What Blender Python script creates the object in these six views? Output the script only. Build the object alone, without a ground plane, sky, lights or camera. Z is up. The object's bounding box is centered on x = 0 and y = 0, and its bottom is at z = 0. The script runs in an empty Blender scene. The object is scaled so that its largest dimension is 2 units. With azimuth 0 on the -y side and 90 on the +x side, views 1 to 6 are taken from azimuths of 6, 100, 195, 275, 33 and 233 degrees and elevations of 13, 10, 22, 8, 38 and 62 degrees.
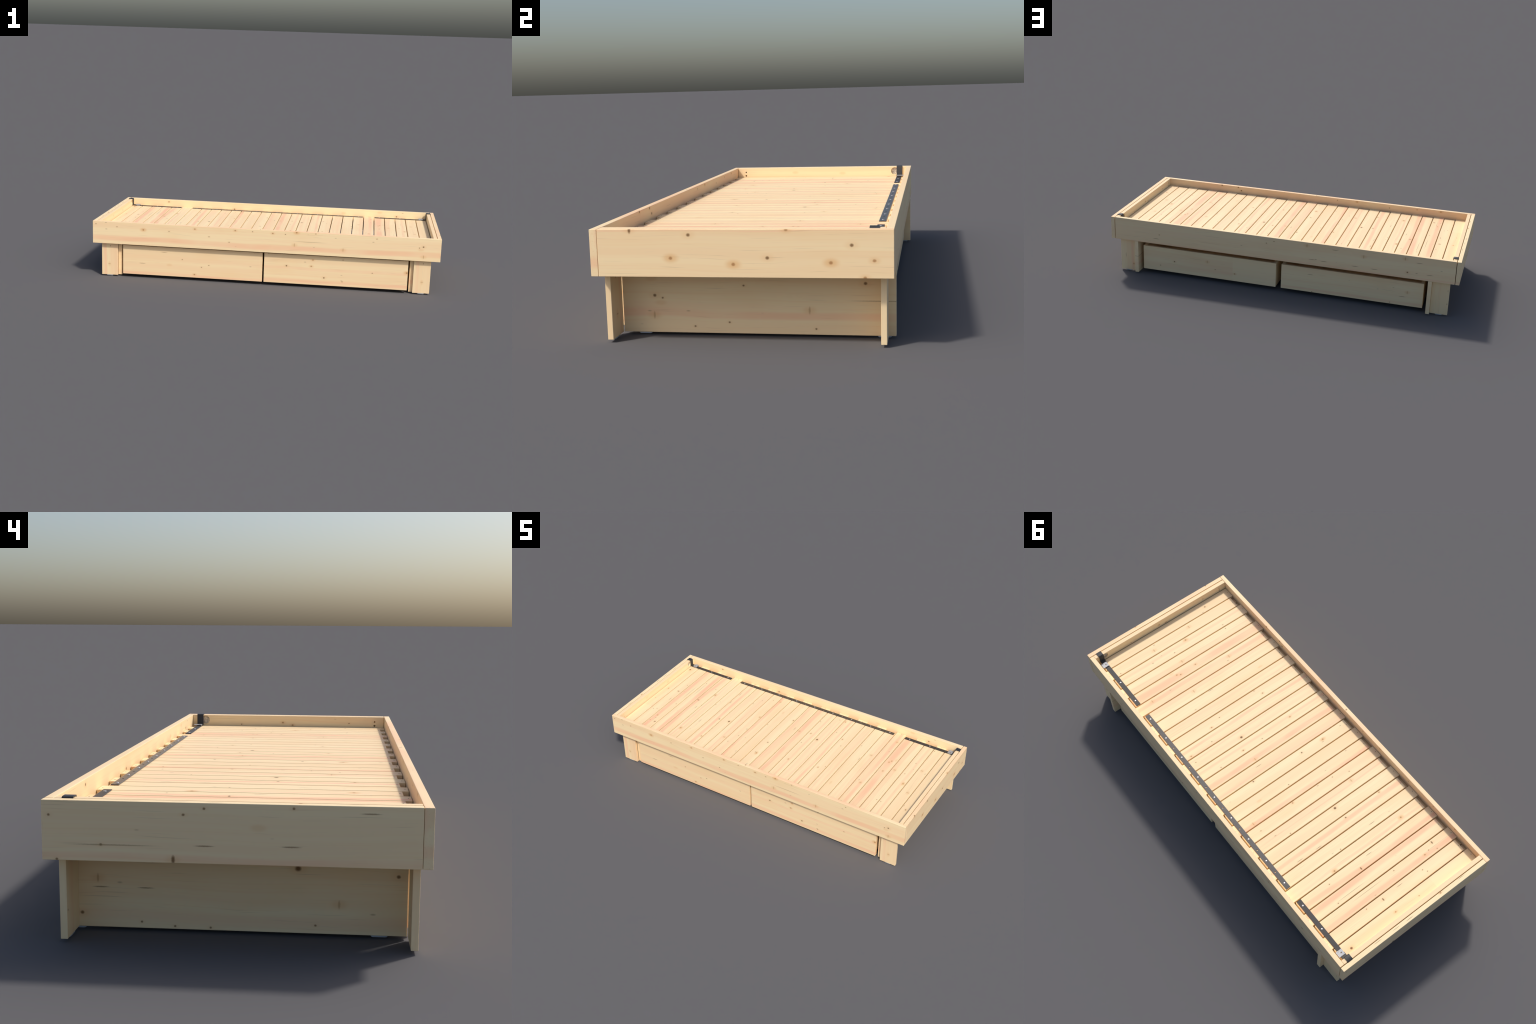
"""Low pine pull-out day bed: two interlocking slatted halves, legs, cross panels and two drawers."""
import bpy, bmesh, math, random
from mathutils import Vector

random.seed(7)
SC = bpy.context.scene.collection

# ------------------------------------------------------------------ key sizes (metres)
TOP, RAIL_BOT = 0.327, 0.1965            # frame boards, upper and lower edge
HALF_X, HALF_Y = 1.0, 0.413              # outer half length and half width
BOARD = 0.021                            # thickness of the frame boards
IN_Y = HALF_Y - BOARD                    # inner faces of the two long rails
SLAT_TOP, SLAT_T, SLAT_W, PITCH, N_SLATS = 0.2842, 0.0210, 0.0607, 0.0658, 29
FOOT = 0.005                             # wood starts here, the gliders are below it


# ------------------------------------------------------------------ node helpers
class Nodes:
    def __init__(self, name):
        self.mat = bpy.data.materials.new(name)
        self.mat.use_nodes = True
        self.t = self.mat.node_tree
        self.t.nodes.clear()

    def n(self, kind, **props):
        node = self.t.nodes.new(kind)
        for k, v in props.items():
            setattr(node, k, v)
        return node

    def put(self, sock, val):
        if isinstance(val, bpy.types.NodeSocket):
            self.t.links.new(val, sock)
        else:
            sock.default_value = val

    def math(self, op, a, b=0.0, clamp=False):
        m = self.n('ShaderNodeMath', operation=op, use_clamp=clamp)
        self.put(m.inputs[0], a)
        self.put(m.inputs[1], b)
        return m.outputs[0]

    def vec(self, op, a, b=(0, 0, 0)):
        m = self.n('ShaderNodeVectorMath', operation=op)
        self.put(m.inputs[0], a)
        self.put(m.inputs[1], b)
        return m.outputs['Value'] if op in ('LENGTH', 'DISTANCE') else m.outputs['Vector']

    def noise(self, v, scale=1.0, detail=2.0, rough=0.5):
        m = self.n('ShaderNodeTexNoise')
        self.put(m.inputs['Vector'], v)
        m.inputs['Scale'].default_value = scale
        m.inputs['Detail'].default_value = detail
        m.inputs['Roughness'].default_value = rough
        return m.outputs['Fac']

    def ramp(self, v, a, b, lo=0.0, hi=1.0):
        m = self.n('ShaderNodeMapRange', interpolation_type='SMOOTHSTEP')
        self.put(m.inputs['Value'], v)
        m.inputs['From Min'].default_value, m.inputs['From Max'].default_value = a, b
        m.inputs['To Min'].default_value, m.inputs['To Max'].default_value = lo, hi
        return m.outputs['Result']

    def mix(self, fac, a, b):
        m = self.n('ShaderNodeMix', data_type='RGBA')
        self.put(m.inputs[0], fac)
        self.put(m.inputs[6], a)
        self.put(m.inputs[7], b)
        return m.outputs[2]

    def finish(self, color, rough=0.5, metallic=0.0, spec=0.3, bump=None, strength=0.1):
        p = self.n('ShaderNodeBsdfPrincipled')
        self.put(p.inputs['Base Color'], color)
        self.put(p.inputs['Roughness'], rough)
        p.inputs['Metallic'].default_value = metallic
        p.inputs['Specular IOR Level'].default_value = spec
        if bump is not None:
            b = self.n('ShaderNodeBump')
            b.inputs['Strength'].default_value = strength
            b.inputs['Distance'].default_value = 0.001
            self.put(b.inputs['Height'], bump)
            self.t.links.new(b.outputs[0], p.inputs['Normal'])
        o = self.n('ShaderNodeOutputMaterial')
        self.t.links.new(p.outputs[0], o.inputs[0])
        return self.mat


# ------------------------------------------------------------------ wood
CREAM = (0.955, 0.708, 0.420, 1)
PALE = (0.975, 0.765, 0.462, 1)
HONEY = (0.930, 0.640, 0.340, 1)
PINK = (0.950, 0.560, 0.335, 1)
DARK = (0.165, 0.074, 0.022, 1)
RUST = (0.420, 0.200, 0.075, 1)
HALO = (0.800, 0.460, 0.190, 1)
GREY = (0.380, 0.250, 0.125, 1)

# knot kinds: radius along the grain, across the grain, colour, strength, halo radius, halo strength
KNOTS = {
    'dot':    (0.0050, 0.0045, DARK, 0.85, 0.013, 0.25),
    'big':    (0.0078, 0.0068, DARK, 0.95, 0.017, 0.35),
    'halo':   (0.0050, 0.0045, RUST, 0.85, 0.0145, 0.65),
    'red':    (0.0048, 0.0040, RUST, 0.80, 0.011, 0.40),
    'sm':     (0.0031, 0.0028, DARK, 0.78, 0.007, 0.20),
    'lat':    (0.0030, 0.0110, RUST, 0.45, 0.014, 0.35),
    'lato':   (0.0040, 0.0090, DARK, 0.85, 0.012, 0.30),
    'dash':   (0.0200, 0.0017, DARK, 0.62, 0, 0),
    'streak': (0.0900, 0.0016, GREY, 0.60, 0, 0),
    'faint':  (0.0180, 0.0080, HALO, 0.30, 0, 0),
}
AX = {'x': 0, 'y': 1, 'z': 2}


def wood(name, centre, dims, grain='x', seed=0.0, bands=(), knots=(), pink=0.25, tone=0.0,
         size=1.0, joint=None, speck=1.0):
    """Pine. bands: (world position across the board, half width, strength).
    knots: (kind, world position along the grain, world position across[, world depth])."""
    N = Nodes(name)
    g = AX[grain]
    rest = [a for a in range(3) if a != g]
    rest.sort(key=lambda a: -dims[a])
    v, w = rest
    co = N.n('ShaderNodeTexCoord').outputs['Object']
    sep = N.n('ShaderNodeSeparateXYZ')
    N.put(sep.inputs[0], co)
    com = N.n('ShaderNodeCombineXYZ')
    for k, a in enumerate((g, v, w)):
        N.put(com.inputs[k], sep.outputs[a])
    P = com.outputs[0]                                    # (along, across, depth)
    off = N.vec('ADD', P, (seed * 3.17, seed * 1.31, seed * 0.73))
    # slow sideways wander of the fibres
    wob = N.noise(N.vec('MULTIPLY', off, (2.2, 6.0, 6.0)), 1.0, 1.0)
    wander = N.math('MULTIPLY', N.math('SUBTRACT', wob, 0.5), 0.030)
    wv = N.n('ShaderNodeCombineXYZ')
    N.put(wv.inputs[1], wander)
    Q = N.vec('ADD', off, wv.outputs[0])
    # broad streaks, growth lines, hair lines
    broad = N.noise(N.vec('MULTIPLY', Q, (0.55, 26.0, 26.0)), 1.0, 2.0)
    lines = N.noise(N.vec('MULTIPLY', Q, (1.4, 150.0, 150.0)), 1.0, 2.0)
    hair = N.noise(N.vec('MULTIPLY', Q, (7.0, 420.0, 420.0)), 1.0, 1.0)
    patch = N.noise(N.vec('MULTIPLY', off, (3.0, 9.0, 9.0)), 1.0, 2.0)
    col = N.mix(N.ramp(broad, 0.36, 0.64), CREAM, PALE)
    col = N.mix(N.math('MULTIPLY', N.ramp(patch, 0.52, 0.75), 0.35), col, HONEY)
    col = N.mix(N.math('MULTIPLY', N.ramp(lines, 0.50, 0.72), 0.30), col, HONEY)
    if pink:
        pk = N.noise(N.vec('MULTIPLY', Q, (0.45, 17.0, 17.0)), 1.0, 1.0)
        col = N.mix(N.math('MULTIPLY', N.ramp(pk, 0.54, 0.70), pink), col, PINK)
    sepq = N.n('ShaderNodeSeparateXYZ')
    N.put(sepq.inputs[0], N.vec('ADD', P, wv.outputs[0]))
    along = N.ramp(N.noise(N.vec('MULTIPLY', off, (4.0, 3.0, 3.0)), 1.0, 2.0), 0.30, 0.62, 0.45, 1.0)
    for pos, half, power, *face in bands:
        d = N.math('ABSOLUTE', N.math('SUBTRACT', sepq.outputs[1], pos - centre[v]))
        m = N.ramp(d, half * 0.35, half * 1.35, 1.0, 0.0)
        if face:                                          # only towards one face of the board
            m = N.math('MULTIPLY', m, N.ramp(sep.outputs[w], face[0] - centre[w], face[1] - centre[w]))
        col = N.mix(N.math('MULTIPLY', N.math('MULTIPLY', m, power), along), col, PINK)
    if joint:
        m = N.ramp(sep.outputs[g], joint[0] - centre[g] - 0.0006, joint[0] - centre[g] + 0.0006,
                   joint[1], joint[2])
        col = N.mix(m, col, PALE)
    col = N.mix(N.math('MULTIPLY', N.ramp(hair, 0.66, 0.80), 0.28), col, GREY)
    # scattered pin knots
    if speck:
        vo = N.n('ShaderNodeTexVoronoi', feature='F1')
        N.put(vo.inputs['Vector'], N.vec('MULTIPLY', off, (9.0, 24.0, 24.0)))
        vo.inputs['Scale'].default_value = 1.0
        rnd = N.n('ShaderNodeSeparateColor')
        N.put(rnd.inputs[0], vo.outputs['Color'])
        keep = N.math('GREATER_THAN', rnd.outputs[0], 0.52)
        spot = N.ramp(vo.outputs['Distance'], 0.02, 0.085, 1.0, 0.0)
        m = N.math('MULTIPLY', N.math('MULTIPLY', spot, keep), 0.55 * speck)
        col = N.mix(m, col, GREY)
    # hand-placed knots
    jig = N.n('ShaderNodeTexNoise')
    N.put(jig.inputs['Vector'], N.vec('MULTIPLY', off, (90.0, 140.0, 60.0)))
    jv = N.vec('MULTIPLY', N.vec('SUBTRACT', jig.outputs['Color'], (0.5, 0.5, 0.5)), (0.003, 0.0014, 0))
    PJ = N.vec('ADD', P, jv)
    for kn in knots:
        kind, a, b = kn[:3]
        ra, rb, kcol, power, hr, hp = KNOTS[kind]
        depth = (kn[3] - centre[w]) if len(kn) > 3 else 0.0
        dr = (kn[4] if len(kn) > 4 else 0.006) if len(kn) > 3 else 0.5
        c = (a - centre[g], b - centre[v], depth)
        d = N.vec('SUBTRACT', PJ, c)
        if hr:
            hl = N.vec('LENGTH', N.vec('MULTIPLY', d, (0.6 / (hr * size), 1 / (hr * size), 0.5 / dr)))
            col = N.mix(N.math('MULTIPLY', N.ramp(hl, 0.2, 1.0, 1.0, 0.0), hp), col, HALO)
        ln = N.vec('LENGTH', N.vec('MULTIPLY', d, (1 / (ra * size), 1 / (rb * size), 1 / dr)))
        col = N.mix(N.math('MULTIPLY', N.ramp(ln, 0.35, 1.15, 1.0, 0.0), power), col, kcol)
    if tone:
        h = N.n('ShaderNodeHueSaturation')
        h.inputs['Value'].default_value = 1.0 + tone
        N.put(h.inputs['Color'], col)
        col = h.outputs[0]
    return N.finish(col, rough=0.55, spec=0.25, bump=lines, strength=0.12)


def plain(name, color, rough=0.5, metallic=0.0, spec=0.4, grain=0.0, scale=400.0):
    N = Nodes(name)
    co = N.n('ShaderNodeTexCoord').outputs['Object']
    f = N.noise(co, scale, 2.0)
    lo = tuple(c * (1 - grain) for c in color[:3]) + (1,)
    hi = tuple(min(1, c * (1 + grain)) for c in color[:3]) + (1,)
    return N.finish(N.mix(N.ramp(f, 0.35, 0.65), lo, hi), rough=rough, metallic=metallic, spec=spec,
                    bump=f, strength=0.15 * bool(grain))


# ------------------------------------------------------------------ geometry helpers
def link(ob, parent=None):
    SC.objects.link(ob)
    if parent is not None:
        ob.parent = parent
    return ob


def shade(me, angle=35):
    bm = bmesh.new()
    bm.from_mesh(me)
    for e in bm.edges:
        e.smooth = not (len(e.link_faces) == 2 and e.calc_face_angle(0) > math.radians(angle))
    for f in bm.faces:
        f.smooth = True
    bm.to_mesh(me)
    bm.free()


def box_mesh(name, dims, chamfer=0.0012, seg=2):
    me = bpy.data.meshes.new(name)
    bm = bmesh.new()
    bmesh.ops.create_cube(bm, size=1.0)
    bmesh.ops.scale(bm, vec=dims, verts=bm.verts)
    if chamfer:
        bmesh.ops.bevel(bm, geom=list(bm.edges), offset=chamfer, segments=seg, profile=0.5, affect='EDGES')
    bm.to_mesh(me)
    bm.free()
    return me


def bounds(x0, x1, y0, y1, z0, z1):
    return ((x0 + x1) / 2, (y0 + y1) / 2, (z0 + z1) / 2), (x1 - x0, y1 - y0, z1 - z0)


BED = bpy.data.objects.new('day_bed', None)
BED["label"] = "low pale pine slatted pull-out bed with two drawers"
BED["category"] = "bed"
link(BED)


def place(ob, world, parent):
    """Put an unrotated object at a world position under an unrotated parent."""
    ob.location = Vector(world) - (PW[parent] if parent else Vector())
    PW[ob] = Vector(world)
    return link(ob, parent)


PW = {BED: Vector((0, 0, 0))}


def board(name, b, grain, parent=BED, chamfer=0.0012, **look):
    c, d = bounds(*b)
    me = box_mesh(name, d, chamfer)
    ob = bpy.data.objects.new(name, me)
    me.materials.append(wood(name + '_pine', c, d, grain, **look))
    return place(ob, c, BED if parent is None else parent)


def drum(bm, r, h, centre, axis='z', seg=24, r2=None):
    ret = bmesh.ops.create_cone(bm, cap_ends=True, segments=seg, radius1=r, radius2=r if r2 is None else r2, depth=h)
    vs = ret['verts']
    if axis == 'x':
        for q in vs:
            q.co = Vector((q.co.z, q.co.x, q.co.y))
    for q in vs:
        q.co += Vector(centre)
    return vs


def cut(ob, drums):
    """Boolean-drill round holes. drums: (radius, depth, world centre, axis)."""
    me = bpy.data.meshes.new('drill')
    bm = bmesh.new()
    for r, h, c, ax in drums:
        drum(bm, r, h, Vector(c) - PW[ob], ax, 32)
    bm.to_mesh(me)
    bm.free()
    tool = bpy.data.objects.new('drill', me)
    tool.location = PW[ob]
    SC.objects.link(tool)
    bpy.context.view_layer.update()
    md = ob.modifiers.new('drill', 'BOOLEAN')
    md.object, md.operation, md.solver = tool, 'DIFFERENCE', 'EXACT'
    dg = bpy.context.evaluated_depsgraph_get()
    new = bpy.data.meshes.new_from_object(ob.evaluated_get(dg))
    ob.modifiers.clear()
    old = ob.data
    ob.data = new
    new.name = old.name
    bpy.data.objects.remove(tool)
    bpy.data.meshes.remove(me)


# ------------------------------------------------------------------ frame boards
board('side_rail', (-HALF_X, HALF_X, -HALF_Y, -IN_Y, RAIL_BOT, TOP), 'x', seed=1.2, pink=0.12, size=1.15,
      bands=[(0.229, 0.017, 0.75), (0.300, 0.034, 0.55, -0.404, -0.393), (0.327, 0.004, 0.55)],
      knots=[('halo', -0.700, 0.2886, -0.413), ('sm', -0.549, 0.288, -0.413), ('red', -0.398, 0.310, -0.413),
             ('sm', -0.315, 0.2695, -0.413), ('red', -0.164, 0.314, -0.413), ('red', 0.052, 0.3095, -0.413),
             ('sm', -0.064, 0.313, -0.413), ('sm', -0.198, 0.244, -0.413), ('sm', -0.856, 0.2986, -0.413),
             ('sm', -0.981, 0.310, -0.413), ('halo', 0.188, 0.3215, -0.413), ('sm', 0.297, 0.320, -0.413),
             ('lat', 0.177, 0.249, -0.413), ('streak', 0.263, 0.270, -0.413), ('lat', 0.454, 0.2355, -0.413),
             ('dot', 0.902, 0.2786, -0.413), ('faint', 0.889, 0.261, -0.413), ('lat', 0.905, 0.221, -0.413),
             ('sm', 0.880, 0.272, -0.413), ('sm', 0.124, 0.308, -0.413), ('sm', 0.641, 0.310, -0.413),
             ('dot', 0.602, 0.3235, -0.392), ('dot', 0.493, 0.3215, -0.392), ('dot', 0.472, 0.302, -0.392),
             ('red', -0.279, 0.3195, -0.392), ('sm', -0.155, 0.3156, -0.392), ('sm', -0.483, 0.306, -0.392),
             ('sm', -0.652, 0.315, -0.392), ('red', -0.796, 0.319, -0.392), ('sm', -0.02, 0.327, -0.400)])
board('side_rail', (-0.9755, 0.9755, IN_Y, HALF_Y, RAIL_BOT, TOP), 'x', seed=2.9, pink=0.15, size=1.1,
      bands=[(0.203, 0.006, 0.45)],
      knots=[('dash', 0.723, 0.228, 0.413), ('sm', 0.704, 0.254, 0.413), ('sm', 0.068, 0.291, 0.413),
             ('sm', 0.0245, 0.3065, 0.413), ('dash', -0.195, 0.230, 0.413), ('lat', -0.480, 0.287, 0.413),
             ('dash', -0.261, 0.228, 0.413), ('dash', -0.5415, 0.223, 0.413), ('lat', -0.704, 0.307, 0.413),
             ('dot', -0.721, 0.2316, 0.413), ('dash', -0.841, 0.231, 0.413), ('dash', -0.322, 0.303, 0.413),
             ('lat', -0.163, 0.308, 0.413), ('dash', -0.435, 0.225, 0.413), ('dash', -0.781, 0.292, 0.413),
             ('dot', -0.720, 0.313, 0.392), ('dot', -0.2825, 0.287, 0.392), ('faint', 0.429, 0.2985, 0.392),
             ('dot', 0.768, 0.2926, 0.392), ('faint', 0.660, 0.3136, 0.392)])
board('end_board', (0.979, HALF_X, -IN_Y + 0.0008, HALF_Y, RAIL_BOT, TOP), 'y', seed=4.4, pink=0.15, size=1.25,
      bands=[(0.327, 0.003, 0.5)],
      knots=[('dot', -0.135, 0.312), ('halo', -0.186, 0.2486), ('halo', -0.0137, 0.2325), ('lato', -0.2986, 0.325, 1.0),
             ('dot', 0.079, 0.2504), ('halo', 0.248, 0.238), ('dot', 0.303, 0.285), ('red', 0.362, 0.244),
             ('red', 0.130, 0.326, 1.0), ('red', 0.3375, 0.198, 1.0)])
board('end_board', (-HALF_X, -0.979, -IN_Y + 0.0008, HALF_Y, RAIL_BOT, TOP), 'y', seed=5.6, pink=0.12, size=1.2,
      bands=[(0.207, 0.009, 0.55)],
      knots=[('sm', 0.108, 0.301), ('sm', 0.064, 0.315), ('sm', 0.285, 0.233), ('streak', 0.262, 0.2325),
             ('dash', 0.064, 0.2347), ('lato', 0.130, 0.204), ('sm', 0.381, 0.199), ('dash', -0.2835, 0.311, -1.0),
             ('dash', -0.1195, 0.237), ('faint', -0.05, 0.276), ('sm', -0.124, 0.319, -1.0), ('sm', 0.397, 0.295),
             ('red', -0.137, 0.327, -0.983, 0.004), ('dash', 0.045, 0.327, -0.990, 0.0016), ('dash', -0.256, 0.327, -0.983, 0.0016),
             ('dash', 0.118, 0.327, -0.988, 0.0013), ('dash', 0.218, 0.327, -0.986, 0.0015)])
INNER = []
for side, sd in ((1, 6.3), (-1, 7.7)):
    x0, x1 = sorted((side * 0.9555, side * 0.9755))
    ib = board('inner_end_board', (x0, x1, -IN_Y + 0.0012, IN_Y - 0.0004, RAIL_BOT, TOP), 'y', seed=sd, pink=0.1,
               knots=[('red', 0.02, 0.300), ('red', -0.02, 0.290), ('sm', -0.25, 0.300), ('sm', 0.19, 0.291)]
               if side > 0 else [('faint', 0.10, 0.300), ('faint', -0.12, 0.305)])
    cut(ib, [(0.0160, 0.022, (side * 0.9555, 0.339, 0.3075), 'x'),
             (0.0032, 0.030, (side * 0.9555, -0.3535, 0.3078), 'x'),
             (0.0040, 0.030, (side * 0.9555, -0.3535, 0.2920), 'x')])
    INNER.append(ib)
ZINC = plain('zinc_metal', (0.40, 0.42, 0.45, 1), 0.55, 0.35, 0.4, 0.18, 500)
NICKEL = plain('bright_screw_metal', (0.60, 0.60, 0.62, 1), 0.38, 0.7, 0.5)
BLACK = plain('black_strap', (0.034, 0.033, 0.034, 1), 0.50, 0.0, 0.45, 0.25, 900)
SATIN = plain('dark_satin_strip', (0.033, 0.030, 0.030, 1), 0.30, 0.0, 0.8, 0.30, 900)
NAIL = plain('nail_head', (0.18, 0.125, 0.080, 1), 0.6)
GLIDE = plain('pale_plastic', (0.62, 0.66, 0.72, 1), 0.35, 0.0, 0.5)


def mesh_object(name, build, mat, world, parent=BED, angle=35):
    me = bpy.data.meshes.new(name)
    bm = bmesh.new()
    build(bm)
    bmesh.ops.recalc_face_normals(bm, faces=bm.faces)
    bm.to_mesh(me)
    bm.free()
    shade(me, angle)
    me.materials.append(mat)
    return place(bpy.data.objects.new(name, me), world, parent)


CAM_FACE = plain('speckled_cam_metal', (0.62, 0.55, 0.46, 1), 0.5, 0.25, 0.4, 0.40, 300)
for side, ib in zip((1, -1), INNER):
    mesh_object('cam_lock', lambda bm: drum(bm, 0.0148, 0.004, (0, 0, 0), 'x', 32), CAM_FACE,
                (side * 0.9650, 0.3392, 0.3065), ib)

# ------------------------------------------------------------------ legs, cross panels, gliders
LEG_TOP = SLAT_TOP - SLAT_T - 0.0008
for sx in (1, -1):
    for sy in (1, -1):
        x0, x1 = sorted((sx * 0.8568, sx * 0.952))
        y0, y1 = sorted((sy * (IN_Y - 0.0003), sy * 0.3755))
        look = dict(seed=8.1 + sx * 1.7 + sy * 3.9, pink=0.3, size=0.9)
        if sy < 0:
            look.update(bands=[(x0 + 0.018, 0.010, 0.6)],
                        knots=[('lat', 0.07, sx * 0.907), ('sm', 0.178, sx * 0.905 + 0.004)])
        elif sx > 0:
            look.update(bands=[(0.876, 0.009, 0.6)], knots=[('dash', 0.095, 0.922), ('red', 0.045, 0.874)])
        else:
            look.update(knots=[('sm', 0.07, -0.945)])
        board('leg', (x0, x1, y0, y1, FOOT, LEG_TOP), 'z', **look)
board('cross_panel', (0.8355, 0.8565, -0.3738, HALF_Y - 0.0004, FOOT, RAIL_BOT - 0.0006), 'y', seed=12.5, pink=0.3,
      size=1.2, bands=[(0.058, 0.013, 0.7)],
      knots=[('dot', -0.278, 0.114), ('lat', -0.281, 0.056), ('faint', -0.261, 0.093), ('sm', -0.255, 0.107),
             ('sm', -0.0165, 0.145), ('sm', -0.060, 0.0375), ('sm', -0.161, 0.0245), ('lat', 0.171, 0.075),
             ('dot', 0.328, 0.154), ('streak', 0.3795, 0.104), ('sm', 0.189, 0.022), ('faint', -0.287, 0.164)])
board('cross_panel', (-0.8565, -0.8355, -0.3738, HALF_Y - 0.0004, FOOT, RAIL_BOT - 0.0006), 'y', seed=13.9, pink=0.3,
      size=1.1, knots=[('dash', 0.323, 0.100), ('lat', 0.330, 0.121), ('dot', 0.368, 0.038), ('dash', 0.2185, 0.100),
                       ('dot', -0.352, 0.142), ('lat', -0.221, 0.074), ('sm', -0.1685, 0.024), ('big', -0.128, 0.155),
                       ('sm', 0.07, 0.011), ('sm', 0.152, 0.012), ('sm', 0.229, 0.020)])


def stadium(bm, length, width, h, taper=0.0025):
    rings = []
    for z, ins in ((0.0, taper), (h * 0.6, 0.0006), (h, 0.0)):
        pts = []
        r = width / 2 - ins
        half = length / 2 - width / 2
        for k in range(24):
            a = 2 * math.pi * (k + 0.5) / 24
            pts.append(bm.verts.new((math.cos(a) * r + (half if math.cos(a) > 0 else -half), math.sin(a) * r, z)))
        rings.append(pts)
    for a, b in zip(rings, rings[1:]):
        for k in range(24):
            bm.faces.new((a[k], a[(k + 1) % 24], b[(k + 1) % 24], b[k]))
    bm.faces.new(rings[0][::-1])
    bm.faces.new(rings[-1])


GL = bpy.data.meshes.new('glider')
bm = bmesh.new()
stadium(bm, 0.041, 0.016, FOOT - 0.0002)
bm.to_mesh(GL)
bm.free()
shade(GL)
GL.materials.append(GLIDE)
for sx in (1, -1):
    for sy in (1, -1):
        place(bpy.data.objects.new('glider', GL), (sx * 0.905, sy * 0.3838, 0), BED)
    for y in (-0.312, 0.3805):
        g = bpy.data.objects.new('glider', GL)
        g.rotation_euler = (0, 0, math.pi / 2)
        place(g, (sx * 0.846, y, 0), BED)

# ------------------------------------------------------------------ ledgers and slats
for sy in (1, -1):
    y0, y1 = sorted((sy * (IN_Y - 0.0003), 0.3790 if sy > 0 else -0.3750))
    board('slat_ledger', (-0.8525, 0.8525, y0, y1, 0.225, LEG_TOP), 'x', seed=15 + sy, pink=0.2)

# per slat: bands (offset across, half width, strength) and knots (kind, position along y, offset across)
SLATS = {
    1: ([], [('dot', -0.235, -0.003)]),
    2: ([], [('lat', 0.123, -0.006), ('lat', -0.097, 0.009), ('sm', 0.33, -0.020)]),
    3: ([(0.010, 0.006, 0.3)], [('halo', -0.038, 0.018), ('sm', 0.049, -0.013), ('sm', 0.17, 0), ('sm', -0.242, -0.019)]),
    4: ([(0.0, 0.004, 0.3)], [('sm', -0.239, 0.020), ('lat', 0.05, -0.012)]),
    5: ([(-0.004, 0.022, 0.75)], [('red', 0.116, 0.002), ('red', 0.099, -0.007), ('faint', 0.135, 0.021), ('red', 0.007, -0.001)]),
    6: ([(0.008, 0.012, 0.65)], [('lat', 0.297, 0.013), ('lat', -0.153, 0.003)]),
    7: ([], [('lat', 0.104, 0.005)]),
    8: ([], [('dash', 0.036, 0.026), ('faint', -0.239, -0.009)]),
    9: ([(-0.012, 0.004, 0.35)], []),
    10: ([], [('sm', -0.130, 0.026), ('red', -0.156, -0.009), ('sm', 0.092, 0.006), ('red', 0.154, -0.017)]),
    11: ([(0.010, 0.009, 0.6)], [('sm', 0.198, -0.015), ('red', 0.321, -0.021)]),
    12: ([(0.020, 0.005, 0.3)], [('big', 0.073, -0.015), ('sm', 0.322, 0.005)]),
    13: ([(0.006, 0.006, 0.4)], [('red', 0.108, -0.012), ('red', -0.179, 0.001), ('sm', -0.001, -0.015), ('sm', 0.244, -0.022)]),
    14: ([(-0.014, 0.014, 0.75)], [('lat', 0.092, -0.019)]),
    15: ([(-0.022, 0.010, 0.5)], [('dash', 0.10, 0.010)]),
    16: ([], [('halo', -0.227, 0.006), ('dot', -0.103, 0.009), ('dot', 0.169, 0.024)]),
    17: ([], [('sm', 0.049, -0.022), ('faint', 0.207, -0.007)]),
    18: ([(-0.018, 0.010, 0.7)], [('lat', 0.298, -0.018)]),
    19: ([], [('sm', 0.291, 0.0), ('red', 0.092, 0.024), ('sm', -0.217, -0.006), ('sm', -0.136, 0.018)]),
    20: ([(0.005, 0.004, 0.4)], [('lat', -0.194, 0.017), ('sm', 0.193, -0.024)]),
    21: ([], [('big', -0.045, 0.0175)]),
    22: ([(0.004, 0.011, 0.65)], [('dot', -0.054, 0.017), ('dash', 0.239, -0.022), ('dash', 0.135, -0.024), ('red', -0.257, 0.024)]),
    23: ([], [('sm', 0.063, -0.024), ('dash', -0.13, -0.01)]),
    24: ([(-0.014, 0.007, 0.4)], [('halo', -0.253, -0.002), ('halo', 0.15, -0.023)]),
    25: ([(-0.016, 0.012, 0.7)], [('lato', 0.049, -0.019), ('dash', -0.023, 0.014), ('sm', 0.207, 0.008)]),
    26: ([(0.018, 0.013, 0.8)], [('sm', 0.231, -0.018), ('streak', 0.155, -0.012)]),
    27: ([(-0.018, 0.013, 0.8)], [('lato', -0.282, 0.017), ('sm', -0.059, 0.017), ('streak', 0.093, 0.015), ('red', -0.218, -0.009),
                                 ('sm', -0.246, -0.002), ('sm', -0.282, -0.019)]),
    28: ([], [('lato', 0.065, 0.009), ('sm', 0.151, 0.019), ('sm', -0.162, 0.009), ('sm', -0.175, -0.009), ('dash', -0.034, 0.016)]),
    29: ([], [('red', 0.059, -0.001), ('big', 0.313, -0.010), ('sm', -0.07, -0.007)]),
}
FAR, NEAR, NEAR_BACK = 0.3908, 0.3738, 0.3760                       # where a slat meets its own rail / stops short of the other
SLAT_ME = {}
for odd in (0, 1):
    me = box_mesh('slat', (SLAT_W, FAR + (NEAR_BACK if odd else NEAR), SLAT_T), 0.0015)
    me.materials.append(None)
    SLAT_ME[odd] = me
NAIL_ME = bpy.data.meshes.new('nail')
bm = bmesh.new()
drum(bm, 0.0016, 0.004, (0, 0, 0), 'z', 12)
bm.to_mesh(NAIL_ME)
bm.free()
NAIL_ME.materials.append(NAIL)


def slat_x(i):
    return (15 - i) * PITCH


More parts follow.
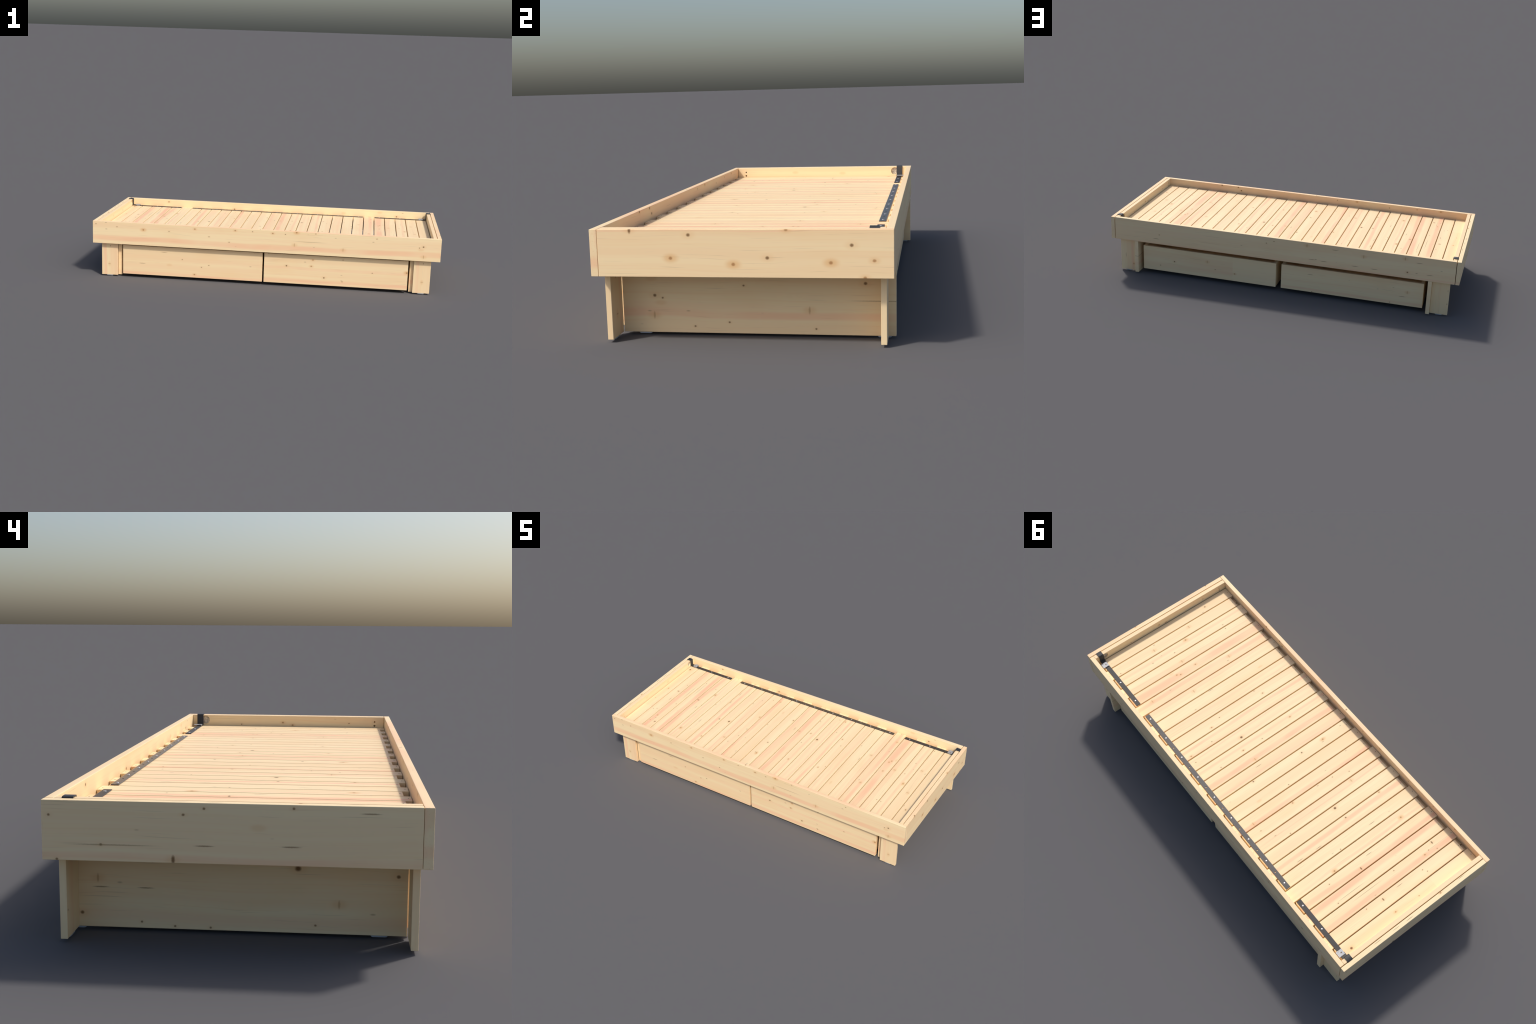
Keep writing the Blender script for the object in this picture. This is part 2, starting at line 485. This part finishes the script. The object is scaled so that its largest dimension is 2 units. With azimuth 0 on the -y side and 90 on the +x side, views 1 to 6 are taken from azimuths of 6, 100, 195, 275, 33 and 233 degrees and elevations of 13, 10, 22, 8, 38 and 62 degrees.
for i in range(1, N_SLATS + 1):
    odd = i % 2
    y0, y1 = (-FAR, NEAR_BACK) if odd else (-NEAR, FAR)
    c, d = bounds(slat_x(i) - SLAT_W / 2, slat_x(i) + SLAT_W / 2, y0, y1, SLAT_TOP - SLAT_T, SLAT_TOP)
    b, k = SLATS.get(i, ([], []))
    mat = wood('slat_pine', c, d, 'y', seed=20 + i * 1.37, pink=0.30, size=1.0,
               bands=[(c[0] + o, h, min(1.0, s * 1.3)) for o, h, s in b], knots=[(kd, y, c[0] + o) for kd, y, o in k],
               joint=(-0.16, 0.5, 0.0) if i == 29 else None)
    ob = bpy.data.objects.new('slat', SLAT_ME[odd])
    place(ob, c, BED)
    ob.material_slots[0].link = 'OBJECT'
    ob.material_slots[0].material = mat
    for y in ((-0.3825,) if odd else (-0.366, 0.3825)):
        place(bpy.data.objects.new('nail', NAIL_ME), (slat_x(i), y, SLAT_TOP - 0.0016), ob)

# ------------------------------------------------------------------ black strips with screws, hooks, clamps
STRIP_T = 0.0022
SCREW_ME = bpy.data.meshes.new('screw')
bm = bmesh.new()
bmesh.ops.create_uvsphere(bm, u_segments=20, v_segments=12, radius=0.0042)
bmesh.ops.scale(bm, vec=(1, 1, 0.28), verts=bm.verts)
bm.to_mesh(SCREW_ME)
bm.free()
shade(SCREW_ME, 60)
SCREW_ME.materials.append(NICKEL)


def strip(x0, x1, screws, holes):
    c, d = bounds(x0, x1, 0.3493, 0.3712, SLAT_TOP + 0.0004, SLAT_TOP + 0.0004 + STRIP_T)
    me = box_mesh('retaining_strip', d, 0.0005, 1)
    me.materials.append(SATIN if holes else BLACK)
    ob = place(bpy.data.objects.new('retaining_strip', me), c, BED)
    if holes:
        cut(ob, [(0.0034, 0.02, (slat_x(i), 0.3605, SLAT_TOP), 'z') for i in holes])
    for i in screws:
        place(bpy.data.objects.new('screw', SCREW_ME), (slat_x(i), 0.3605, c[2] + STRIP_T / 2 + 0.0002), ob)


strip(-0.5548, 0.5548, range(7, 24, 2), range(8, 23, 2))
strip(0.6285, 0.9300, (3, 5), ())
strip(-0.9300, -0.6285, (25, 27), ())


def profile_strap(pts, width, t, bm):
    """Bend a flat strap of thickness t along an x-z polyline (outer side is the left of travel)."""
    n = len(pts)
    outer, inner = [], []
    for k, p in enumerate(pts):
        a = Vector(pts[max(k - 1, 0)])
        b = Vector(pts[min(k + 1, n - 1)])
        d0 = (Vector(p) - a).normalized() if k else (b - Vector(p)).normalized()
        d1 = (b - Vector(p)).normalized() if k < n - 1 else d0
        nrm = Vector((-(d0 + d1).y, (d0 + d1).x)).normalized()
        s = 1 / max(0.5, nrm.dot(Vector((-d0.y, d0.x))))
        inner.append(Vector(p))
        outer.append(Vector(p) + nrm * t * s)
    rows = []
    for y in (-width / 2, width / 2):
        rows.append(([bm.verts.new((q.x, y, q.y)) for q in inner], [bm.verts.new((q.x, y, q.y)) for q in outer]))
    (i0, o0), (i1, o1) = rows
    for k in range(n - 1):
        bm.faces.new((i0[k], i0[k + 1], i1[k + 1], i1[k]))
        bm.faces.new((o0[k], o1[k], o1[k + 1], o0[k + 1]))
        bm.faces.new((i0[k], o0[k], o0[k + 1], i0[k + 1]))
        bm.faces.new((i1[k], i1[k + 1], o1[k + 1], o1[k]))
    for k in (0, n - 1):
        bm.faces.new((i0[k], i1[k], o1[k], o0[k]))


for sx in (1, -1):
    base = SLAT_TOP + 0.0028
    pts = [(0.925, base), (0.948, base), (0.9515, base + 0.0015), (0.9530, base + 0.005),
           (0.9530, TOP - 0.001), (0.9540, TOP + 0.0006), (0.9560, TOP + 0.0014),
           (0.9752, TOP + 0.0014), (0.9768, TOP + 0.0006), (0.9773, TOP - 0.001), (0.9773, TOP - 0.012)]
    T = 0.0026

    def hook(bm):
        profile_strap(pts, 0.0250, T, bm)
        if sx < 0:
            for q in bm.verts:
                q.co.x *= -1
    # strap lies on the inner side of the board, then over its top edge and into the seam
    hk = mesh_object('corner_hook', hook, BLACK, (0, 0.3608, 0), BED, 50)

    def plate(bm):
        bmesh.ops.create_cube(bm, size=1.0)
        bmesh.ops.scale(bm, vec=(0.0275, 0.0305, 0.0016), verts=bm.verts)
        for y in (-0.0145, 0.0145):
            r = bmesh.ops.create_cube(bm, size=1.0)['verts']
            bmesh.ops.scale(bm, vec=(0.0270, 0.0012, 0.0026), verts=r)
            bmesh.ops.translate(bm, vec=(0, y, -0.0020), verts=r)
    cl = mesh_object('clamp_plate', plate, ZINC, (sx * 0.9205, 0.3656, base + 0.0034), hk)
    mesh_object('screw', lambda bm: drum(bm, 0.0030, 0.0012, (0, 0, 0), 'z', 16), NAIL,
                (sx * 0.9205, 0.3605, base + 0.0042), hk)

# ------------------------------------------------------------------ drawers
FRONT_LOOK = {
    1: dict(seed=60.3, pink=0.15, size=1.15, bands=[(0.109, 0.010, 0.45), (0.034, 0.010, 0.7)],
            knots=[('red', 0.2856, 0.162, -0.39), ('red', 0.2775, 0.125, -0.39), ('dot', 0.135, 0.120, -0.39),
                   ('dot', 0.3526, 0.061, -0.39), ('sm', 0.457, 0.172, -0.39), ('sm', 0.626, 0.105, -0.39),
                   ('sm', 0.4576, 0.044, -0.39), ('halo', 0.820, 0.118, -0.39)]),
    -1: dict(seed=64.9, pink=0.15, size=1.15, bands=[(0.026, 0.010, 0.7)],
             knots=[('dash', -0.581, 0.1575, -0.39), ('red', -0.4007, 0.0346, -0.39), ('faint', -0.550, 0.083, -0.39),
                    ('dash', -0.710, 0.0846, -0.39), ('sm', -0.3165, 0.094, -0.39), ('sm', -0.360, 0.0805, -0.39),
                    ('sm', -0.474, 0.120, -0.39)]),
}
BACK_LOOK = {
    1: dict(seed=70.3, pink=0.4, joint=(0.2702, 0.8, 0.0),
            knots=[('dot', 0.623, 0.090, 0.385), ('sm', 0.710, 0.056, 0.385), ('lat', 0.423, 0.117, 0.385),
                   ('red', 0.258, 0.0665, 0.385), ('sm', 0.375, 0.076, 0.385)]),
    -1: dict(seed=74.9, pink=0.2, bands=[(0.041, 0.007, 0.5)],
             knots=[('dash', -0.183, 0.1276, 0.385), ('sm', -0.635, 0.031, 0.385), ('dash', -0.700, 0.074, 0.385),
                    ('lat', -0.727, 0.102, 0.385), ('sm', -0.196, 0.0265, 0.385)]),
}
for sx in (1, -1):
    def span(a, b):
        return tuple(sorted((sx * a, sx * b)))
    floor = board('drawer', (*span(0.0330, 0.7950), -0.3690, 0.3685, 0.034, 0.040), 'x', chamfer=0, seed=50 + sx,
                  pink=0.1)
    board('drawer_front', (*span(0.0050, 0.8260), -0.3900, -0.3693, 0.0160, 0.1878), 'x', floor, **FRONT_LOOK[sx])
    board('drawer_back', (*span(0.0156, 0.8140), 0.3690, 0.3850, 0.0225, 0.1657), 'x', floor, **BACK_LOOK[sx])
    for a, b in ((0.0160, 0.0326), (0.7972, 0.8138)):
        board('drawer_side', (*span(a, b), -0.3690, 0.3687, 0.0225, 0.1657), 'y', floor, seed=55 + sx + a * 9, pink=0.25)
